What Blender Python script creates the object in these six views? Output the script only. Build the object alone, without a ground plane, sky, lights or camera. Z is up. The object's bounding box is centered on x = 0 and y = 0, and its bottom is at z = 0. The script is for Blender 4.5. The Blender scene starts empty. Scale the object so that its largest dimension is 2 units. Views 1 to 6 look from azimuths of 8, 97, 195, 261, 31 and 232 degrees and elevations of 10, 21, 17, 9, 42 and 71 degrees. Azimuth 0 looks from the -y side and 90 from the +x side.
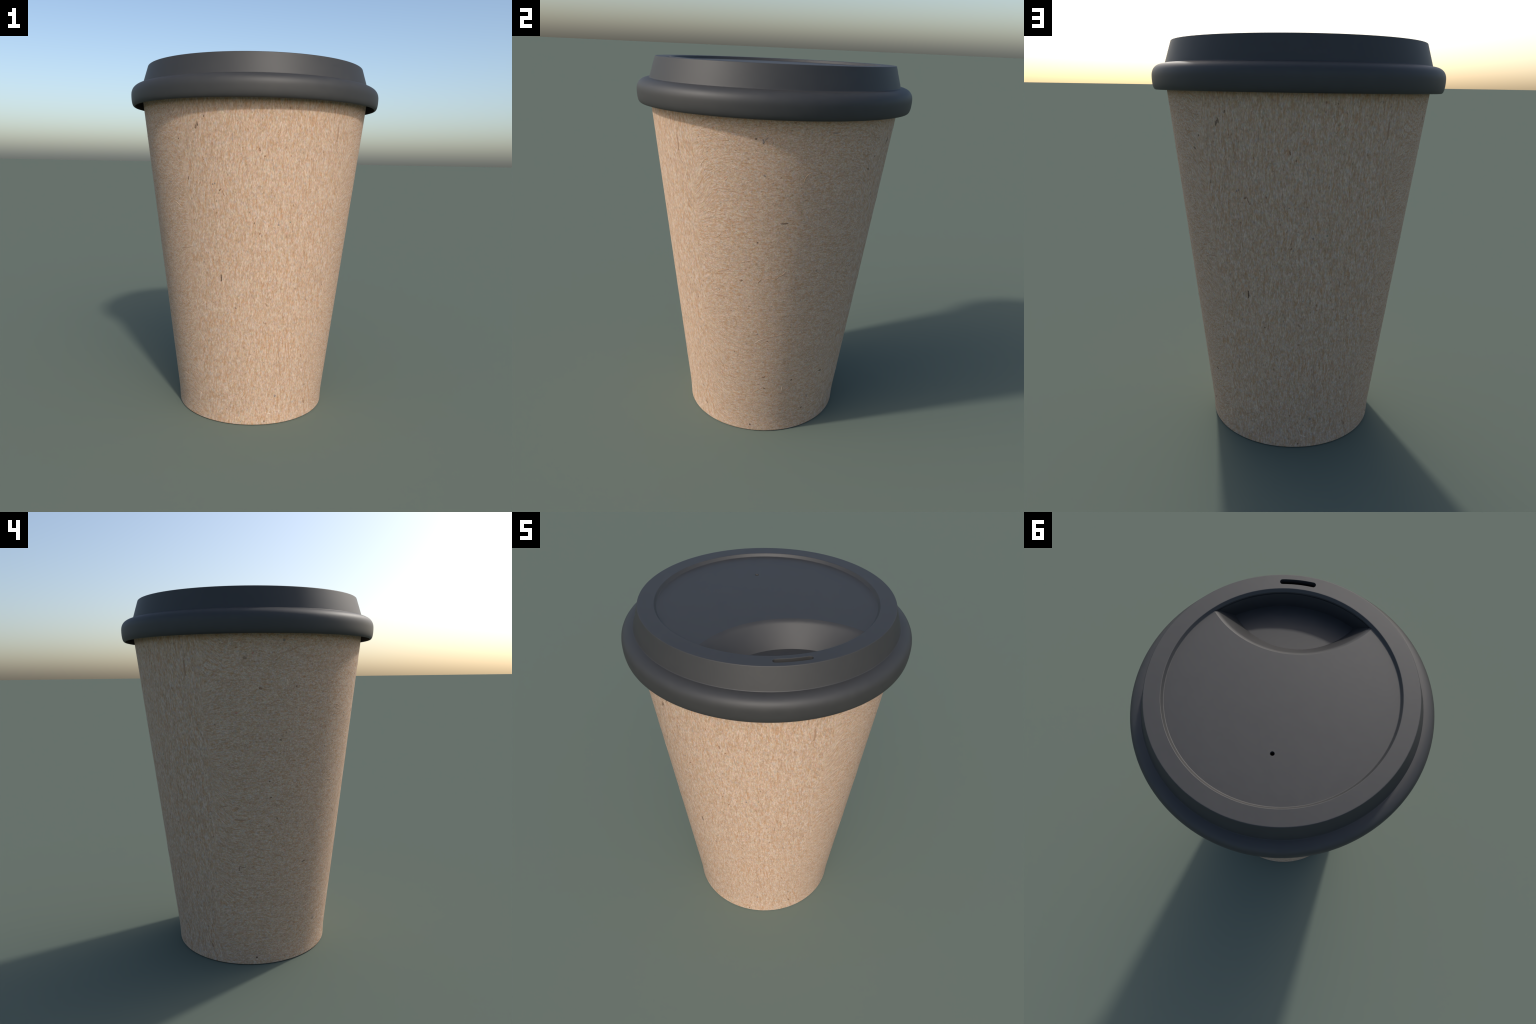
"""Paper takeaway coffee cup with a dark plastic sip lid.

Everything is a solid of revolution about z, apart from the features of the lid
that sit on one axis (LID_AXIS): sip well, drinking slot, vent hole.
"""
import bpy, bmesh, math, random
from mathutils import Vector, Matrix

SEG = 224                                # segments of every revolved part
LID_AXIS = math.radians(-47.5)           # direction of the drinking slot
CUP_AXIS = math.radians(16.5)            # the paper pattern is turned by this


# ----------------------------------------------------------------- helpers
def new_mesh_object(name, bm, parent=None):
    bmesh.ops.recalc_face_normals(bm, faces=bm.faces)
    me = bpy.data.meshes.new(name)
    bm.to_mesh(me)
    bm.free()
    ob = bpy.data.objects.new(name, me)
    bpy.context.scene.collection.objects.link(ob)
    if parent:
        ob.parent = parent
    return ob


def revolve(profile, closed=False, seg=SEG):
    """Sweep a list of (r, z) about the z axis; r == 0 becomes a pole."""
    bm = bmesh.new()
    rings = []
    for r, z in profile:
        if r < 1e-6:
            rings.append([bm.verts.new((0, 0, z))])
        else:
            rings.append([bm.verts.new((r * math.cos(2 * math.pi * i / seg),
                                        r * math.sin(2 * math.pi * i / seg), z))
                          for i in range(seg)])
    pairs = list(zip(rings, rings[1:]))
    if closed:
        pairs.append((rings[-1], rings[0]))
    for a, b in pairs:
        for i in range(seg):
            j = (i + 1) % seg
            if len(a) == 1 and len(b) == 1:
                continue
            if len(a) == 1:
                bm.faces.new((a[0], b[i], b[j]))
            elif len(b) == 1:
                bm.faces.new((a[i], a[j], b[0]))
            else:
                bm.faces.new((a[i], a[j], b[j], b[i]))
    return bm


def bezier(p0, p1, p2, p3, n):
    pts = []
    for k in range(n + 1):
        t = k / n
        a, b, c, d = (1 - t) ** 3, 3 * t * (1 - t) ** 2, 3 * t * t * (1 - t), t ** 3
        pts.append((a * p0[0] + b * p1[0] + c * p2[0] + d * p3[0],
                    a * p0[1] + b * p1[1] + c * p2[1] + d * p3[1]))
    return pts


def fillet(prev, corner, nxt, radius, n=5):
    """Round one corner of a profile: points of the arc that replaces it."""
    c, a, b = Vector(corner), Vector(prev), Vector(nxt)
    u, v = (a - c).normalized(), (b - c).normalized()
    return [tuple(p) for p in bezier(c + u * radius, c + u * radius * .45,
                                     c + v * radius * .45, c + v * radius, n)]


def rounded(points, radii, closed=False):
    out = []
    n = len(points)
    for i, (p, rad) in enumerate(zip(points, radii)):
        if rad <= 0 or (not closed and i in (0, n - 1)):
            out.append(p)
        else:
            out += fillet(points[i - 1], p, points[(i + 1) % n], rad)
    return out


def loft(sections, turn=0.0):
    """Closed solid through polygons [(list of (x, y)), z] of equal length."""
    bm = bmesh.new()
    rot = Matrix.Rotation(turn, 4, 'Z')
    rings = [[bm.verts.new(rot @ Vector((x, y, z))) for x, y in poly] for poly, z in sections]
    n = len(rings[0])
    for a, b in zip(rings, rings[1:]):
        for i in range(n):
            j = (i + 1) % n
            bm.faces.new((a[i], a[j], b[j], b[i]))
    bm.faces.new(rings[0])
    bm.faces.new(rings[-1])
    return bm


def boolean(ob, cutter, operation):
    m = ob.modifiers.new('bool', 'BOOLEAN')
    m.operation, m.object, m.solver = operation, cutter, 'EXACT'
    dg = bpy.context.evaluated_depsgraph_get()
    me = bpy.data.meshes.new_from_object(ob.evaluated_get(dg))
    ob.modifiers.clear()
    old = ob.data
    ob.data = me
    me.name = ob.name
    bpy.data.meshes.remove(old)
    bpy.data.objects.remove(cutter)


def smooth(ob, degrees=32):
    me = ob.data
    me.shade_smooth()
    bm = bmesh.new()
    bm.from_mesh(me)
    for e in bm.edges:
        if len(e.link_faces) == 2:
            flat = [f.normal.z > .9999 for f in e.link_faces]
            e.smooth = e.calc_face_angle(0) < math.radians(degrees) and flat[0] == flat[1]
    bm.to_mesh(me)
    bm.free()
    w = ob.modifiers.new('weighted', 'WEIGHTED_NORMAL')
    w.keep_sharp = True
    w.weight = 100


# --------------------------------------------------------------- materials
class Nodes:
    """Short-hand for building a node tree."""

    def __init__(self, tree):
        self.t = tree

    def add(self, kind, **kw):
        n = self.t.nodes.new(kind)
        for k, v in kw.items():
            setattr(n, k, v)
        return n

    def link(self, a, b):
        self.t.links.new(a, b)

    def put(self, socket, v):
        if hasattr(v, 'is_output'):
            self.link(v, socket)
        else:
            socket.default_value = v

    def math(self, op, a, b=0.0, c=None, clamp=False):
        n = self.add('ShaderNodeMath', operation=op, use_clamp=clamp)
        self.put(n.inputs[0], a)
        self.put(n.inputs[1], b)
        if c is not None:
            self.put(n.inputs[2], c)
        return n.outputs[0]

    def vec(self, op, a, b=None, scale=None):
        n = self.add('ShaderNodeVectorMath', operation=op)
        self.put(n.inputs[0], a)
        if b is not None:
            self.put(n.inputs[1], b)
        if op == 'MULTIPLY_ADD':
            n.inputs[2].default_value = tuple(1 - .5 * x for x in b)
        if scale is not None:
            self.put(n.inputs['Scale'], scale)
        return n.outputs['Value'] if op in ('DOT_PRODUCT', 'LENGTH') else n.outputs[0]

    def step(self, v, lo, hi, a=0.0, b=1.0):
        n = self.add('ShaderNodeMapRange', interpolation_type='SMOOTHSTEP')
        for i, x in enumerate((v, lo, hi, a, b)):
            self.put(n.inputs[i], x)
        return n.outputs[0]

    def noise(self, vector, scale, detail=2.0, rough=.5, distortion=0.0, color=False):
        n = self.add('ShaderNodeTexNoise')
        self.put(n.inputs['Vector'], vector)
        n.inputs['Scale'].default_value = scale
        n.inputs['Detail'].default_value = detail
        n.inputs['Roughness'].default_value = rough
        n.inputs['Distortion'].default_value = distortion
        return n.outputs['Color' if color else 'Fac']

    def mix(self, fac, a, b, blend='MIX'):
        n = self.add('ShaderNodeMix', data_type='RGBA', blend_type=blend)
        self.put(n.inputs[0], fac)
        self.put(n.inputs[6], a)
        self.put(n.inputs[7], b)
        return n.outputs[2]

    def mixf(self, fac, a, b):
        n = self.add('ShaderNodeMix', data_type='FLOAT')
        self.put(n.inputs[0], fac)
        self.put(n.inputs[2], a)
        self.put(n.inputs[3], b)
        return n.outputs[0]

    def combine(self, x, y, z):
        n = self.add('ShaderNodeCombineXYZ')
        for s, v in zip(n.inputs, (x, y, z)):
            self.put(s, v)
        return n.outputs[0]


def start(name):
    m = bpy.data.materials.new(name)
    m.use_nodes = True
    N = Nodes(m.node_tree)
    bsdf = m.node_tree.nodes['Principled BSDF']
    pos = N.add('ShaderNodeTexCoord').outputs['Object']
    return m, N, bsdf, pos


def plastic_material():
    m, N, bsdf, pos = start('dark_grey_plastic')
    soft = N.noise(pos, 14, 4, .6)
    fine = N.noise(pos, 420, 2, .5)
    col = N.mix(N.step(soft, .3, .7), (*PLASTIC_A, 1), (*PLASTIC_B, 1))
    N.link(col, bsdf.inputs['Base Color'])
    N.link(N.math('MULTIPLY_ADD', soft, .06, PLASTIC_ROUGH - .03), bsdf.inputs['Roughness'])
    bsdf.inputs['Specular IOR Level'].default_value = PLASTIC_SPEC
    b = N.add('ShaderNodeBump')
    b.inputs['Strength'].default_value = .05
    b.inputs['Distance'].default_value = .002
    N.link(fine, b.inputs['Height'])
    N.link(b.outputs[0], bsdf.inputs['Normal'])
    return m


PLASTIC_A = (.0315, .031, .031)
PLASTIC_B = (.0345, .034, .0335)
PLASTIC_ROUGH = .57
PLASTIC_SPEC = .5

# Flecks pressed into the paper: azimuth in degrees (0 = front, -y; 90 = +x), height,
# half length, half width, lean from upright in degrees, strength.
FLECKS_TWICE = [       # on the two broad sides, once in front and once behind
    (-18.7, 1.649, .012, .0042, 23, .9, 'dark'), (-17.9, 1.660, .011, .003, -10, .85, 'dark'),
    (-14.3, 1.697, .005, .003, 33, .7, 'dark'), (-29.6, 1.589, .003, .004, 7, .75, 'dark'),
    (-25.0, 1.390, .009, .003, 12, .9, 'dark'), (-11.3, 1.363, .003, .0034, 0, .8, 'grey'),
    (-10.3, 1.367, .003, .0034, 0, .8, 'grey'), (-7.5, 1.335, .008, .0038, 51, .75, 'brown'),
    (-6.0, 1.320, .016, .0024, -18, .7, 'brown'), (-8.8, .867, .020, .0032, 2, .95, 'dark'),
    (52.0, 1.626, .038, .0048, -1, .68, 'brown'), (22.2, 1.161, .005, .0038, -17, .8, 'grey'),
    (28.4, 1.173, .003, .0038, 0, .8, 'green'), (19.9, 1.145, .002, .0032, 0, .6, 'grey'),
    (12.6, 1.113, .005, .003, 12, .75, 'brown'), (13.6, 1.104, .005, .003, 8, .65, 'grey'),
    (11.5, 1.538, .008, .003, -16, .75, 'brown'), (14.0, 1.506, .003, .0034, 0, .75, 'brown'),
    (18.3, 1.449, .025, .0022, -13, .55, 'grey'), (27.2, .445, .060, .0022, -8, .55, 'brown'),
    (28.7, .340, .038, .0024, -3, .60, 'brown'), (43.0, .741, .007, .0038, -18, .65, 'grey'),
    (17.4, .726, .008, .003, -30, .65, 'brown'), (-.5, .704, .002, .0036, 0, .8, 'dark'),
    (17.5, .619, .004, .0048, 0, .6, 'brown'), (26.4, .176, .006, .0048, 0, .7, 'grey'),
    (52.7, .094, .010, .0046, -20, .7, 'brown'), (19.3, .022, .004, .0038, 0, .7, 'dark'),
    (22.0, .070, .020, .0034, -65, .7, 'white'), (-30.2, .131, .028, .0042, 14, .45, 'white'),
    (-18.8, .950, .006, .0036, 24, .6, 'grey'), (-49.0, .212, .012, .004, -27, .6, 'grey'),
    (-30.8, 1.018, .044, .0022, 80, .55, 'brown'), (-.9, 1.598, .020, .0024, 3, .55, 'grey'),
    (44.2, .403, .009, .0036, -10, .6, 'brown'), (-3.5, .925, .006, .0032, 5, .5, 'grey'),
    (37.0, .930, .018, .0022, 0, .55, 'dark'), (-11.4, 1.234, .003, .0034, 0, .55, 'grey'),
    (34.4, 1.425, .018, .003, -20, .4, 'white'), (-39.4, 1.384, .004, .003, 0, .5, 'grey'),
    (55.3, 1.409, .014, .0024, -12, .5, 'red'), (5.5, 1.44, .030, .0022, 4, .4, 'brown'),
    (31.5, .62, .045, .0022, -10, .35, 'brown'), (-20.0, .55, .025, .0024, 20, .35, 'brown')]
FLECKS_RIGHT = [
    (93.6, 1.676, .010, .0042, -8, .7, 'grey'), (95.0, 1.688, .009, .0036, 50, .6, 'grey'),
    (90.8, 1.686, .003, .004, 0, .8, 'dark'), (104.4, 1.293, .018, .0036, 86, .9, 'dark'),
    (97.5, 1.672, .005, .004, 10, .5, 'brown'), (123.4, 1.719, .016, .003, -89, .65, 'grey'),
    (146.7, 1.530, .005, .004, -36, .7, 'dark'), (92.3, 1.188, .002, .004, 0, .85, 'dark'),
    (84.2, .972, .006, .0046, 63, .7, 'brown'), (93.9, .977, .012, .003, 38, .65, 'brown'),
    (98.1, .385, .008, .0046, 80, .75, 'brown'), (117.0, .354, .003, .0042, 60, .95, 'dark'),
    (139.8, .362, .009, .0044, -78, .8, 'dark'), (127.8, .134, .005, .005, 50, .85, 'dark'),
    (90.0, .040, .003, .0044, 50, .95, 'dark'), (93.3, .663, .004, .005, 0, .55, 'grey'),
    (110.1, .271, .012, .0034, -84, .65, 'brown'), (123.7, 1.027, .003, .004, 0, .6, 'dark'),
    (111.0, 1.034, .002, .0036, 0, .6, 'grey'), (71.4, .862, .046, .0022, 86, .65, 'brown'),
    (108.1, .775, .012, .0026, 80, .6, 'dark'), (83.0, .560, .050, .0022, -75, .4, 'brown'),
    (103.0, .660, .090, .0024, 78, .35, 'brown'), (76.0, 1.44, .035, .0022, 84, .35, 'brown'),
    (111.0, .300, .014, .0026, 4, .4, 'white'), (119.0, .720, .040, .0024, 66, .4, 'brown')]
FLECKS_LEFT = [
    (-82.5, 1.749, .004, .0056, 0, .7, 'grey'), (-99.5, 1.667, .008, .0052, -66, .65, 'dark'),
    (-92.6, 1.523, .006, .006, -71, .7, 'brown'), (-75.5, 1.531, .003, .004, 0, .85, 'dark'),
    (-60.1, 1.502, .003, .005, 0, .6, 'brown'), (-80.3, 1.551, .013, .003, -2, .5, 'white'),
    (-63.7, .587, .014, .003, 75, .9, 'dark'), (-104.8, .582, .010, .0026, 11, .75, 'dark'),
    (-102.9, .588, .015, .0024, -80, .7, 'dark'), (-97.0, .590, .009, .0026, 70, .6, 'dark'),
    (-87.7, 1.055, .002, .004, 0, .7, 'dark'), (-86.8, .969, .002, .004, 0, .75, 'dark'),
    (-49.6, .215, .014, .0042, 14, .65, 'grey'), (-94.7, .043, .003, .0046, 60, .95, 'dark'),
    (-89.2, .163, .016, .003, -86, .65, 'grey'), (-96.0, 1.690, .004, .004, 60, .6, 'red'),
    (-103.4, .854, .030, .003, -87, .55, 'brown'), (-112.3, .923, .026, .0024, 78, .55, 'brown'),
    (-70.3, 1.611, .006, .0036, 80, .5, 'brown'), (-114.4, 1.347, .003, .004, 4, .65, 'dark'),
    (-55.0, 1.218, .003, .005, 0, .5, 'grey'), (-83.1, .853, .005, .0032, -43, .6, 'dark'),
    (-43.7, .903, .007, .003, 22, .55, 'brown'), (-127.4, .092, .008, .005, 10, .5, 'brown'),
    (-103.8, 1.405, .005, .004, 70, .6, 'red'), (-80.0, 1.70, .050, .0024, 72, .4, 'brown'),
    (-90.0, 1.44, .045, .0024, -84, .4, 'brown'), (-64.0, 1.36, .050, .0022, -86, .35, 'brown'),
    (-104.0, .557, .003, .0036, 0, .6, 'dark'), (-105.0, .570, .003, .0036, 0, .6, 'dark')]


def wall_radius(z):
    return .448 + .117 * (z - .075) if z > .075 else .4445 + .0035 * z / .075


def fleck_material(colour, power):
    """Colour of a fleck, partly covered by the paper pulp around it."""
    m, N, bsdf, pos = start('%s_fibre' % colour)
    c = [power * f + (1 - power) * p for f, p in zip(FLECK_COLOURS[colour], PAPER_MID)]
    n = N.noise(pos, 260, 2)
    col = N.mix(N.step(n, .3, .7, 0, .45), (*c, 1), (*PAPER_TAN, 1))
    N.link(col, bsdf.inputs['Base Color'])
    bsdf.inputs['Roughness'].default_value = .85
    bsdf.inputs['Specular IOR Level'].default_value = .25
    return m


def random_threads(count, seed):
    """Faint longer fibres: upright on the broad sides, lying on the narrow ones."""
    rng = random.Random(seed)
    out = []
    for _ in range(count):
        az, z = rng.uniform(-180, 180), rng.uniform(.05, 1.74)
        broad = abs(math.cos(math.radians(az) - CUP_AXIS)) > .70
        lean = rng.gauss(0, 14) if broad else 90 + rng.gauss(0, 28)
        kind = rng.choice(['tan', 'tan', 'tan', 'tan', 'brown', 'brown', 'grey', 'white', 'dark'])
        long = kind in ('tan', 'white')
        out.append((az, z, rng.uniform(.008, .036) if long else rng.uniform(.001, .006),
                    rng.uniform(.0017, .0026) if long else rng.uniform(.0016, .0030),
                    lean, (.3 if kind == 'white' else rng.choice([.4, .6])) if long else rng.choice([.4, .6, .8]), kind))
    return out


def build_flecks(flecks, parent):
    """Slivers of fibre pressed into the wall: each a low, tapered, slightly bent blade."""
    rng = random.Random(11)
    bm = bmesh.new()
    slots = {}
    for az, z0, half, wide, lean, power, colour in flecks:
        key = (colour, round(power * 5) / 5)
        slot = slots.setdefault(key, len(slots))
        a0, t = math.radians(az), math.radians(lean)
        r0 = wall_radius(z0)
        bow = rng.uniform(-.18, .18) * half * (2.2 if colour == 'tan' else 1)
        reach = half + wide * .5
        n = 8 if half < .012 else 14
        rows = []
        for k in range(n + 1):
            f = -1 + 2 * k / n
            w = wide * (1.55 if wide >= .0028 else 1.05) * (max(0, 1 - abs(f) ** 2.6)) ** .5 * rng.uniform(.70, 1.25) + .0002
            along, mid = reach * f, bow * (1 - f * f) + rng.uniform(-.12, .12) * wide
            row = []
            for q, lift in ((-1, -.0012), (-.6, .0005), (.6, .0005), (1, -.0012)):
                s_, u = along * math.sin(t) + (mid + q * w) * math.cos(t), along * math.cos(t) - (mid + q * w) * math.sin(t)
                zz = z0 + u * .993
                a = a0 + s_ / r0
                rr = wall_radius(zz) + lift
                row.append(bm.verts.new((rr * math.sin(a), -rr * math.cos(a), zz)))
            rows.append(row)
        for p, q in zip(rows, rows[1:]):
            for i in range(4):
                face = bm.faces.new((p[i], p[(i + 1) % 4], q[(i + 1) % 4], q[i]))
                face.material_index = slot
        for cap in (rows[0], rows[-1]):
            bm.faces.new(cap).material_index = slot
    ob = new_mesh_object('paper_fibre', bm, parent)
    for colour, power in slots:
        ob.data.materials.append(fleck_material(colour, power))
    ob.data.shade_smooth()
    ob['kind'] = 'stuff'
    return ob


def paper_material():
    m, N, bsdf, pos = start('kraft_paper')
    # coordinates turned so that the two broad sides face +-b, the others +-a
    rot = N.add('ShaderNodeVectorRotate', rotation_type='Z_AXIS')
    N.put(rot.inputs['Vector'], pos)
    rot.inputs['Angle'].default_value = -CUP_AXIS
    sep = N.add('ShaderNodeSeparateXYZ')
    N.link(rot.outputs[0], sep.inputs[0])
    a, b, z = sep.outputs
    broad = N.math('SUBTRACT', N.math('ABSOLUTE', b), N.math('ABSOLUTE', a))
    wob = N.noise(pos, 5, 3)
    broad = N.step(N.math('MULTIPLY_ADD', N.math('SUBTRACT', wob, .5), .22, broad), -.03, .05)
    flip_b = N.math('SIGN', b)
    ab = N.math('MULTIPLY', a, flip_b)                       # same sheet in front and behind
    flip_a = N.math('SIGN', a)
    ba = N.math('MULTIPLY_ADD', flip_a, 3.7, b)              # different on the two narrow sides

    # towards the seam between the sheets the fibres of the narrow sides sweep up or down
    near = N.math('SUBTRACT', N.math('ABSOLUTE', a), N.math('ABSOLUTE', b))
    near = N.step(near, .24, -.02)
    sweep = N.math('SUBTRACT', N.noise(N.combine(0.0, N.math('MULTIPLY', flip_a, 4.1), N.math('MULTIPLY', z, 1.6)), 1, 1), .5)
    z_narrow = N.math('MULTIPLY_ADD', N.math('MULTIPLY', near, near), N.math('MULTIPLY', sweep, .8), z)

    # fibres wander a little: bend the sheet coordinates before stretching them
    bend = N.vec('SUBTRACT', N.noise(pos, 7, 2, .5, color=True), (.5, .5, .5))
    bend = N.vec('SCALE', bend, scale=.035)

    def sheet(u, v, su, sv):
        p = N.vec('ADD', N.combine(u, v, 0.0), bend)
        return N.vec('MULTIPLY', p, (su, sv, 1))

    def both(fu_u, fu_v, fn_u, fn_v, detail, rough, off=0.0, distortion=0.0):
        f1 = N.noise(N.vec('ADD', sheet(ab, z, fu_u, fu_v), (off, 0, off)), 1, detail, rough, distortion)
        f2 = N.noise(N.vec('ADD', sheet(ba, z_narrow, fn_u, fn_v), (off, 0, off)), 1, detail, rough, distortion)
        return N.mixf(broad, f2, f1)

    tone = both(44, 15, 22, 32, 4, .68)
    cloud = both(11, 5, 6, 7, 3, .6, 91.0)
    pale = both(140, 34, 90, 122, 3, .6, 11.0, .4)
    tan = both(112, 17, 48, 104, 3, .62, 23.0, .6)
    grain = both(200, 75, 150, 190, 2, .55, 37.0)
    thread = both(110, 8, 12, 100, 2, .5, 51.0, 1.0)
    hue = both(85, 38, 62, 74, 3, .6, 63.0)

    col = N.mix(N.step(N.math('MULTIPLY_ADD', cloud, .35, N.math('MULTIPLY', tone, .65)), .33, .67), (*PAPER_DARK, 1), (*PAPER_MID, 1))
    col = N.mix(N.step(pale, .42, .72, 0, .80), col, (*PAPER_PALE, 1))
    tan = N.math('ADD', tan, N.math('MULTIPLY_ADD', cloud, .30, -.15))
    col = N.mix(N.step(tan, .46, .70, 0, .76), col, (*PAPER_TAN, 1))
    col = N.mix(N.step(hue, .48, .72, 0, .60), col, (*PAPER_GREY, 1))
    # thin threads: narrow band of a stretched noise
    band = N.math('ABSOLUTE', N.math('SUBTRACT', thread, .64))
    col = N.mix(N.step(band, .024, .0, 0, .55), col, (*PAPER_THREAD, 1))
    gain = N.math('MULTIPLY_ADD', grain, .80, .55)
    # sparse darker grains of pulp
    dark = both(105, 60, 80, 105, 2, .55, 79.0)
    gain = N.math('MULTIPLY', gain, N.step(dark, .60, .76, 1.0, .60))
    col = N.mix(1.0, col, N.combine(gain, gain, gain), 'MULTIPLY')
    tint = N.vec('MULTIPLY_ADD', N.noise(pos, 95, 1, .5, color=True), (.22, .16, .26))
    col = N.mix(1.0, col, tint, 'MULTIPLY')

    # scattered small specks
    for scale, thr, c, seed in ((27, .070, (.13, .09, .07), 3.0), (19, .085, (.17, .095, .06), 9.0)):
        vo = N.add('ShaderNodeTexVoronoi')
        N.put(vo.inputs['Vector'], N.vec('ADD', N.vec('MULTIPLY', pos, (1, 1, .8)), (seed, seed, seed)))
        vo.inputs['Scale'].default_value = scale
        keep = N.math('GREATER_THAN', N.vec('DOT_PRODUCT', vo.outputs['Color'], (1, 0, 0)), .62)
        s = N.math('MULTIPLY', N.step(vo.outputs['Distance'], thr * 1.5, thr * .5, 0, .36), keep)
        col = N.mix(s, col, (*c, 1))

    N.link(col, bsdf.inputs['Base Color'])
    bsdf.inputs['Roughness'].default_value = .85
    bsdf.inputs['Specular IOR Level'].default_value = .25
    bu = N.add('ShaderNodeBump')
    bu.inputs['Strength'].default_value = .12
    bu.inputs['Distance'].default_value = .004
    N.link(N.math('ADD', grain, pale), bu.inputs['Height'])
    N.link(bu.outputs[0], bsdf.inputs['Normal'])
    return m


PAPER_DARK = (.435, .282, .178)
PAPER_MID = (.560, .404, .292)
PAPER_PALE = (.62, .490, .395)
PAPER_TAN = (.44, .243, .122)
PAPER_GREY = (.445, .380, .335)
PAPER_THREAD = (.30, .165, .09)
FLECK_COLOURS = {'dark': (.05, .042, .04), 'brown': (.17, .09, .06), 'grey': (.15, .155, .17),
                 'white': (.72, .60, .50), 'tan': (.30, .155, .075), 'green': (.13, .19, .15), 'red': (.42, .11, .09)}


# ---------------------------------------------------------------- the parts
root = bpy.data.objects.new('takeaway_coffee_cup', None)
bpy.context.scene.collection.objects.link(root)
root['label'] = 'kraft paper takeaway coffee cup with dark grey plastic sip lid'
root['category'] = 'coffee cup'

# --- cup: paper wall with a folded foot and a rolled lip ---
WALL = .013
NECK = 1.812                              # above this the wall leans in, hidden by the lid
wall_profile = rounded(
    [(.4445 - WALL, .0), (.4445, .0), (.448, .075), (wall_radius(NECK), NECK), (.634, 1.905),
     (.634 - WALL, 1.905), (wall_radius(NECK) - WALL, NECK - .005), (.448 - WALL, .075)],
    [.003, .005, .03, .02, .003, .003, .02, .03], closed=True)
cup_body = new_mesh_object('cup_body', revolve(wall_profile, closed=True), root)

lip_r, lip_z, lip_t = .622, 1.906, .0145
lip_profile = [(lip_r + lip_t * math.cos(2 * math.pi * k / 16), lip_z + lip_t * math.sin(2 * math.pi * k / 16)) for k in range(16)]
rolled_lip = new_mesh_object('rolled_lip', revolve(lip_profile, closed=True), cup_body)

base_profile = rounded([(0, .024), (.442 - WALL, .024), (.442 - WALL, .036), (0, .036)], [0, .003, .003, 0])
cup_base = new_mesh_object('cup_base', revolve(base_profile), cup_body)

# --- lid: top plate and collar ---
FLOOR = 1.9845                       # recessed panel
WELL_FLOOR = 1.879
WELL_WALL = .5282                    # radius of the outer wall of the sip well
outer = rounded(
    [(0, FLOOR), (.5315, FLOOR), (.5418, 2.0), (.6208, 2.0), (.6525, 1.8968), (.668, 1.892), (.656, 1.880), (0, 1.880)],
    [0, .0025, .002, .003, .003, 0, 0, 0])
lid = new_mesh_object('lid', revolve(outer), root)
cavity = rounded([(0, 1.963), (.518, 1.963), (.530, 1.976), (.609, 1.977), (.643, 1.87), (0, 1.87)],
                 [0, .004, .004, .008, 0, 0])
boolean(lid, new_mesh_object('cavity', revolve(cavity)), 'DIFFERENCE')


def lens(centre, radius, limit, n_arc=48):
    """Lens between the disc of the lid (radius limit) and a circle on the lid axis."""
    x = (centre ** 2 - radius ** 2 + limit ** 2) / (2 * centre)      # where the two circles cross
    y = math.sqrt(limit ** 2 - x * x)
    t0 = math.atan2(y, x)
    pts = [(limit * math.cos(-t0 + 2 * t0 * k / n_arc), limit * math.sin(-t0 + 2 * t0 * k / n_arc)) for k in range(n_arc)]
    s0 = math.atan2(y, x - centre)
    s1 = 2 * math.pi - s0
    pts += [(centre + radius * math.cos(s0 + (s1 - s0) * k / n_arc), radius * math.sin(s0 + (s1 - s0) * k / n_arc)) for k in range(n_arc)]
    return pts


def well(grow=0.0, soften=True):
    """Sip well: sloping curved wall, near-upright outer wall, flat floor."""
    top, low = (.669, .4615), (.6445, .3565)          # (centre, radius) at panel and at floor
    sections = []
    levels = [0, .12, .3, .5, .7, .84, .88, .91, .935, .955, .975, .99, 1.0]
    for f in levels:
        c = low[0] + (top[0] - low[0]) * f
        r = low[1] + (top[1] - low[1]) * f
        if soften:                                   # rounded brink
            r += .010 * max(0, (f - .84) / .16) ** 3
        sections.append((lens(c, r + grow, WELL_WALL + .0050 * f + grow * .5), WELL_FLOOR - grow + (FLOOR - WELL_FLOOR) * f))
    c, r = top[0], top[1] + (.010 if soften else 0)
    if soften:
        sections.append((lens(c, r + .008, WELL_WALL + .0054), FLOOR + .0014))
    return sections


boolean(lid, new_mesh_object('well_outside', loft(well(.014, False), LID_AXIS)), 'UNION')
boolean(lid, new_mesh_object('well_inside', loft(well(), LID_AXIS)), 'DIFFERENCE')


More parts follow.
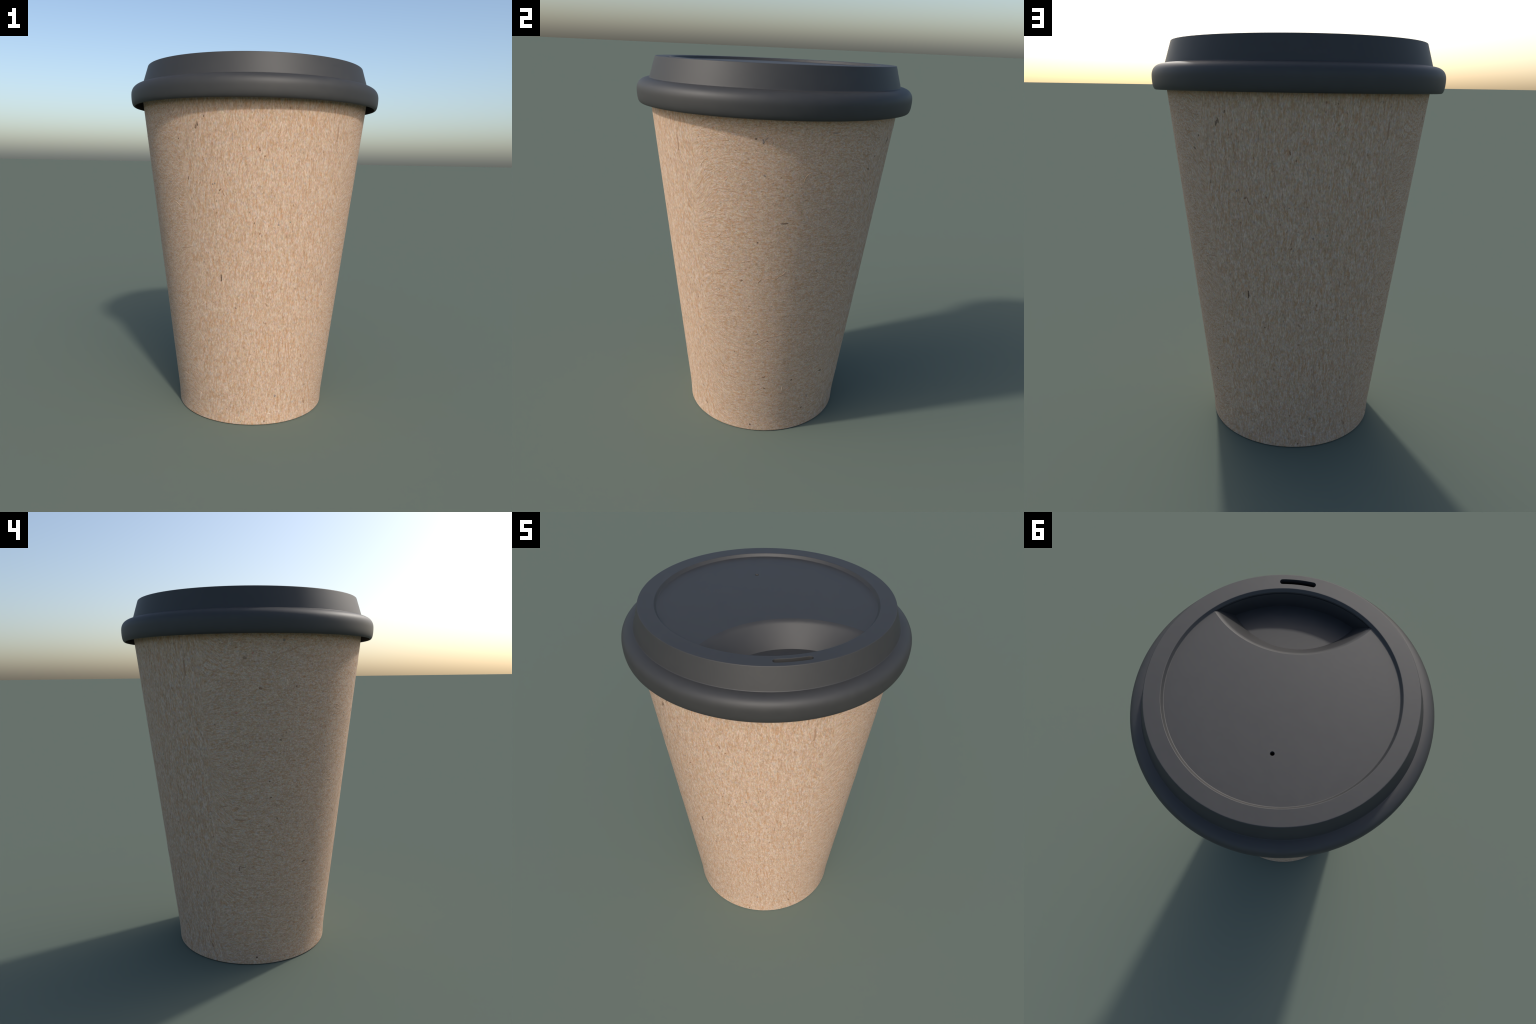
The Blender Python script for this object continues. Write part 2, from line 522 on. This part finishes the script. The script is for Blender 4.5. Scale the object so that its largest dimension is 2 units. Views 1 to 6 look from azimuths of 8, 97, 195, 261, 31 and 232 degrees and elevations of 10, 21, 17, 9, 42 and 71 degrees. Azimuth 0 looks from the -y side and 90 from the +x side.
def slot_outline(r_mid, half, spread, n=14):
    """Bent stadium on the rim of the lid."""
    pts = [((r_mid + half) * math.cos(t), (r_mid + half) * math.sin(t)) for t in
           [-spread + 2 * spread * k / n for k in range(n + 1)]]
    for k in range(1, n):
        p = math.pi * k / n
        pts.append((r_mid * math.cos(spread) + half * math.cos(spread + p), r_mid * math.sin(spread) + half * math.sin(spread + p)))
    pts += [((r_mid - half) * math.cos(t), (r_mid - half) * math.sin(t)) for t in
            [spread - 2 * spread * k / n for k in range(n + 1)]]
    for k in range(1, n):
        p = math.pi + math.pi * k / n
        pts.append((r_mid * math.cos(-spread) + half * math.cos(-spread + p), r_mid * math.sin(-spread) + half * math.sin(-spread + p)))
    return pts


sp = math.radians(7.2)
slot = [(slot_outline(.5805, h, sp), z) for h, z in
        ((.0133, 1.95), (.0133, 1.9985), (.0135, 1.9994), (.0140, 2.0001), (.0155, 2.0012))]
boolean(lid, new_mesh_object('slot', loft(slot, LID_AXIS)), 'DIFFERENCE')

hole = [([(-.294 + r * math.cos(2 * math.pi * k / 32), r * math.sin(2 * math.pi * k / 32)) for k in range(32)], z)
        for r, z in ((.0096, 1.94), (.0096, FLOOR - .003), (.0100, FLOOR - .0008), (.0108, FLOOR + .0001), (.012, FLOOR + .001))]
boolean(lid, new_mesh_object('vent_hole', loft(hole, LID_AXIS)), 'DIFFERENCE')

# --- lid: rolled bead that grips the lip of the cup ---
bead_out = [(.649, 1.8900), (.6515, 1.8968)]
bead_out += bezier((.6545, 1.8968), (.690, 1.8945), (.7160, 1.878), (.7160, 1.838), 16)
bead_out += bezier((.7160, 1.838), (.7160, 1.815), (.7140, 1.777), (.6990, 1.7765), 12)[1:]
bead_in = [(.6965, 1.7775), (.6960, 1.780)]
bead_in += bezier((.6990, 1.795), (.7050, 1.85), (.690, 1.884), (.649, 1.8845), 10)
lid_rim = new_mesh_object('lid_rim', revolve(bead_out + bead_in, closed=True), lid)

paper, plastic = paper_material(), plastic_material()
for ob in (cup_body, rolled_lip, cup_base):
    ob.data.materials.clear()
    ob.data.materials.append(paper)
for ob in (lid, lid_rim):
    ob.data.materials.clear()
    ob.data.materials.append(plastic)
for ob in (cup_body, rolled_lip, cup_base, lid, lid_rim):
    smooth(ob)
twins = FLECKS_TWICE + [(f[0] + 180, *f[1:]) for f in FLECKS_TWICE]
build_flecks(twins + FLECKS_RIGHT + FLECKS_LEFT + random_threads(420, 5), cup_body)
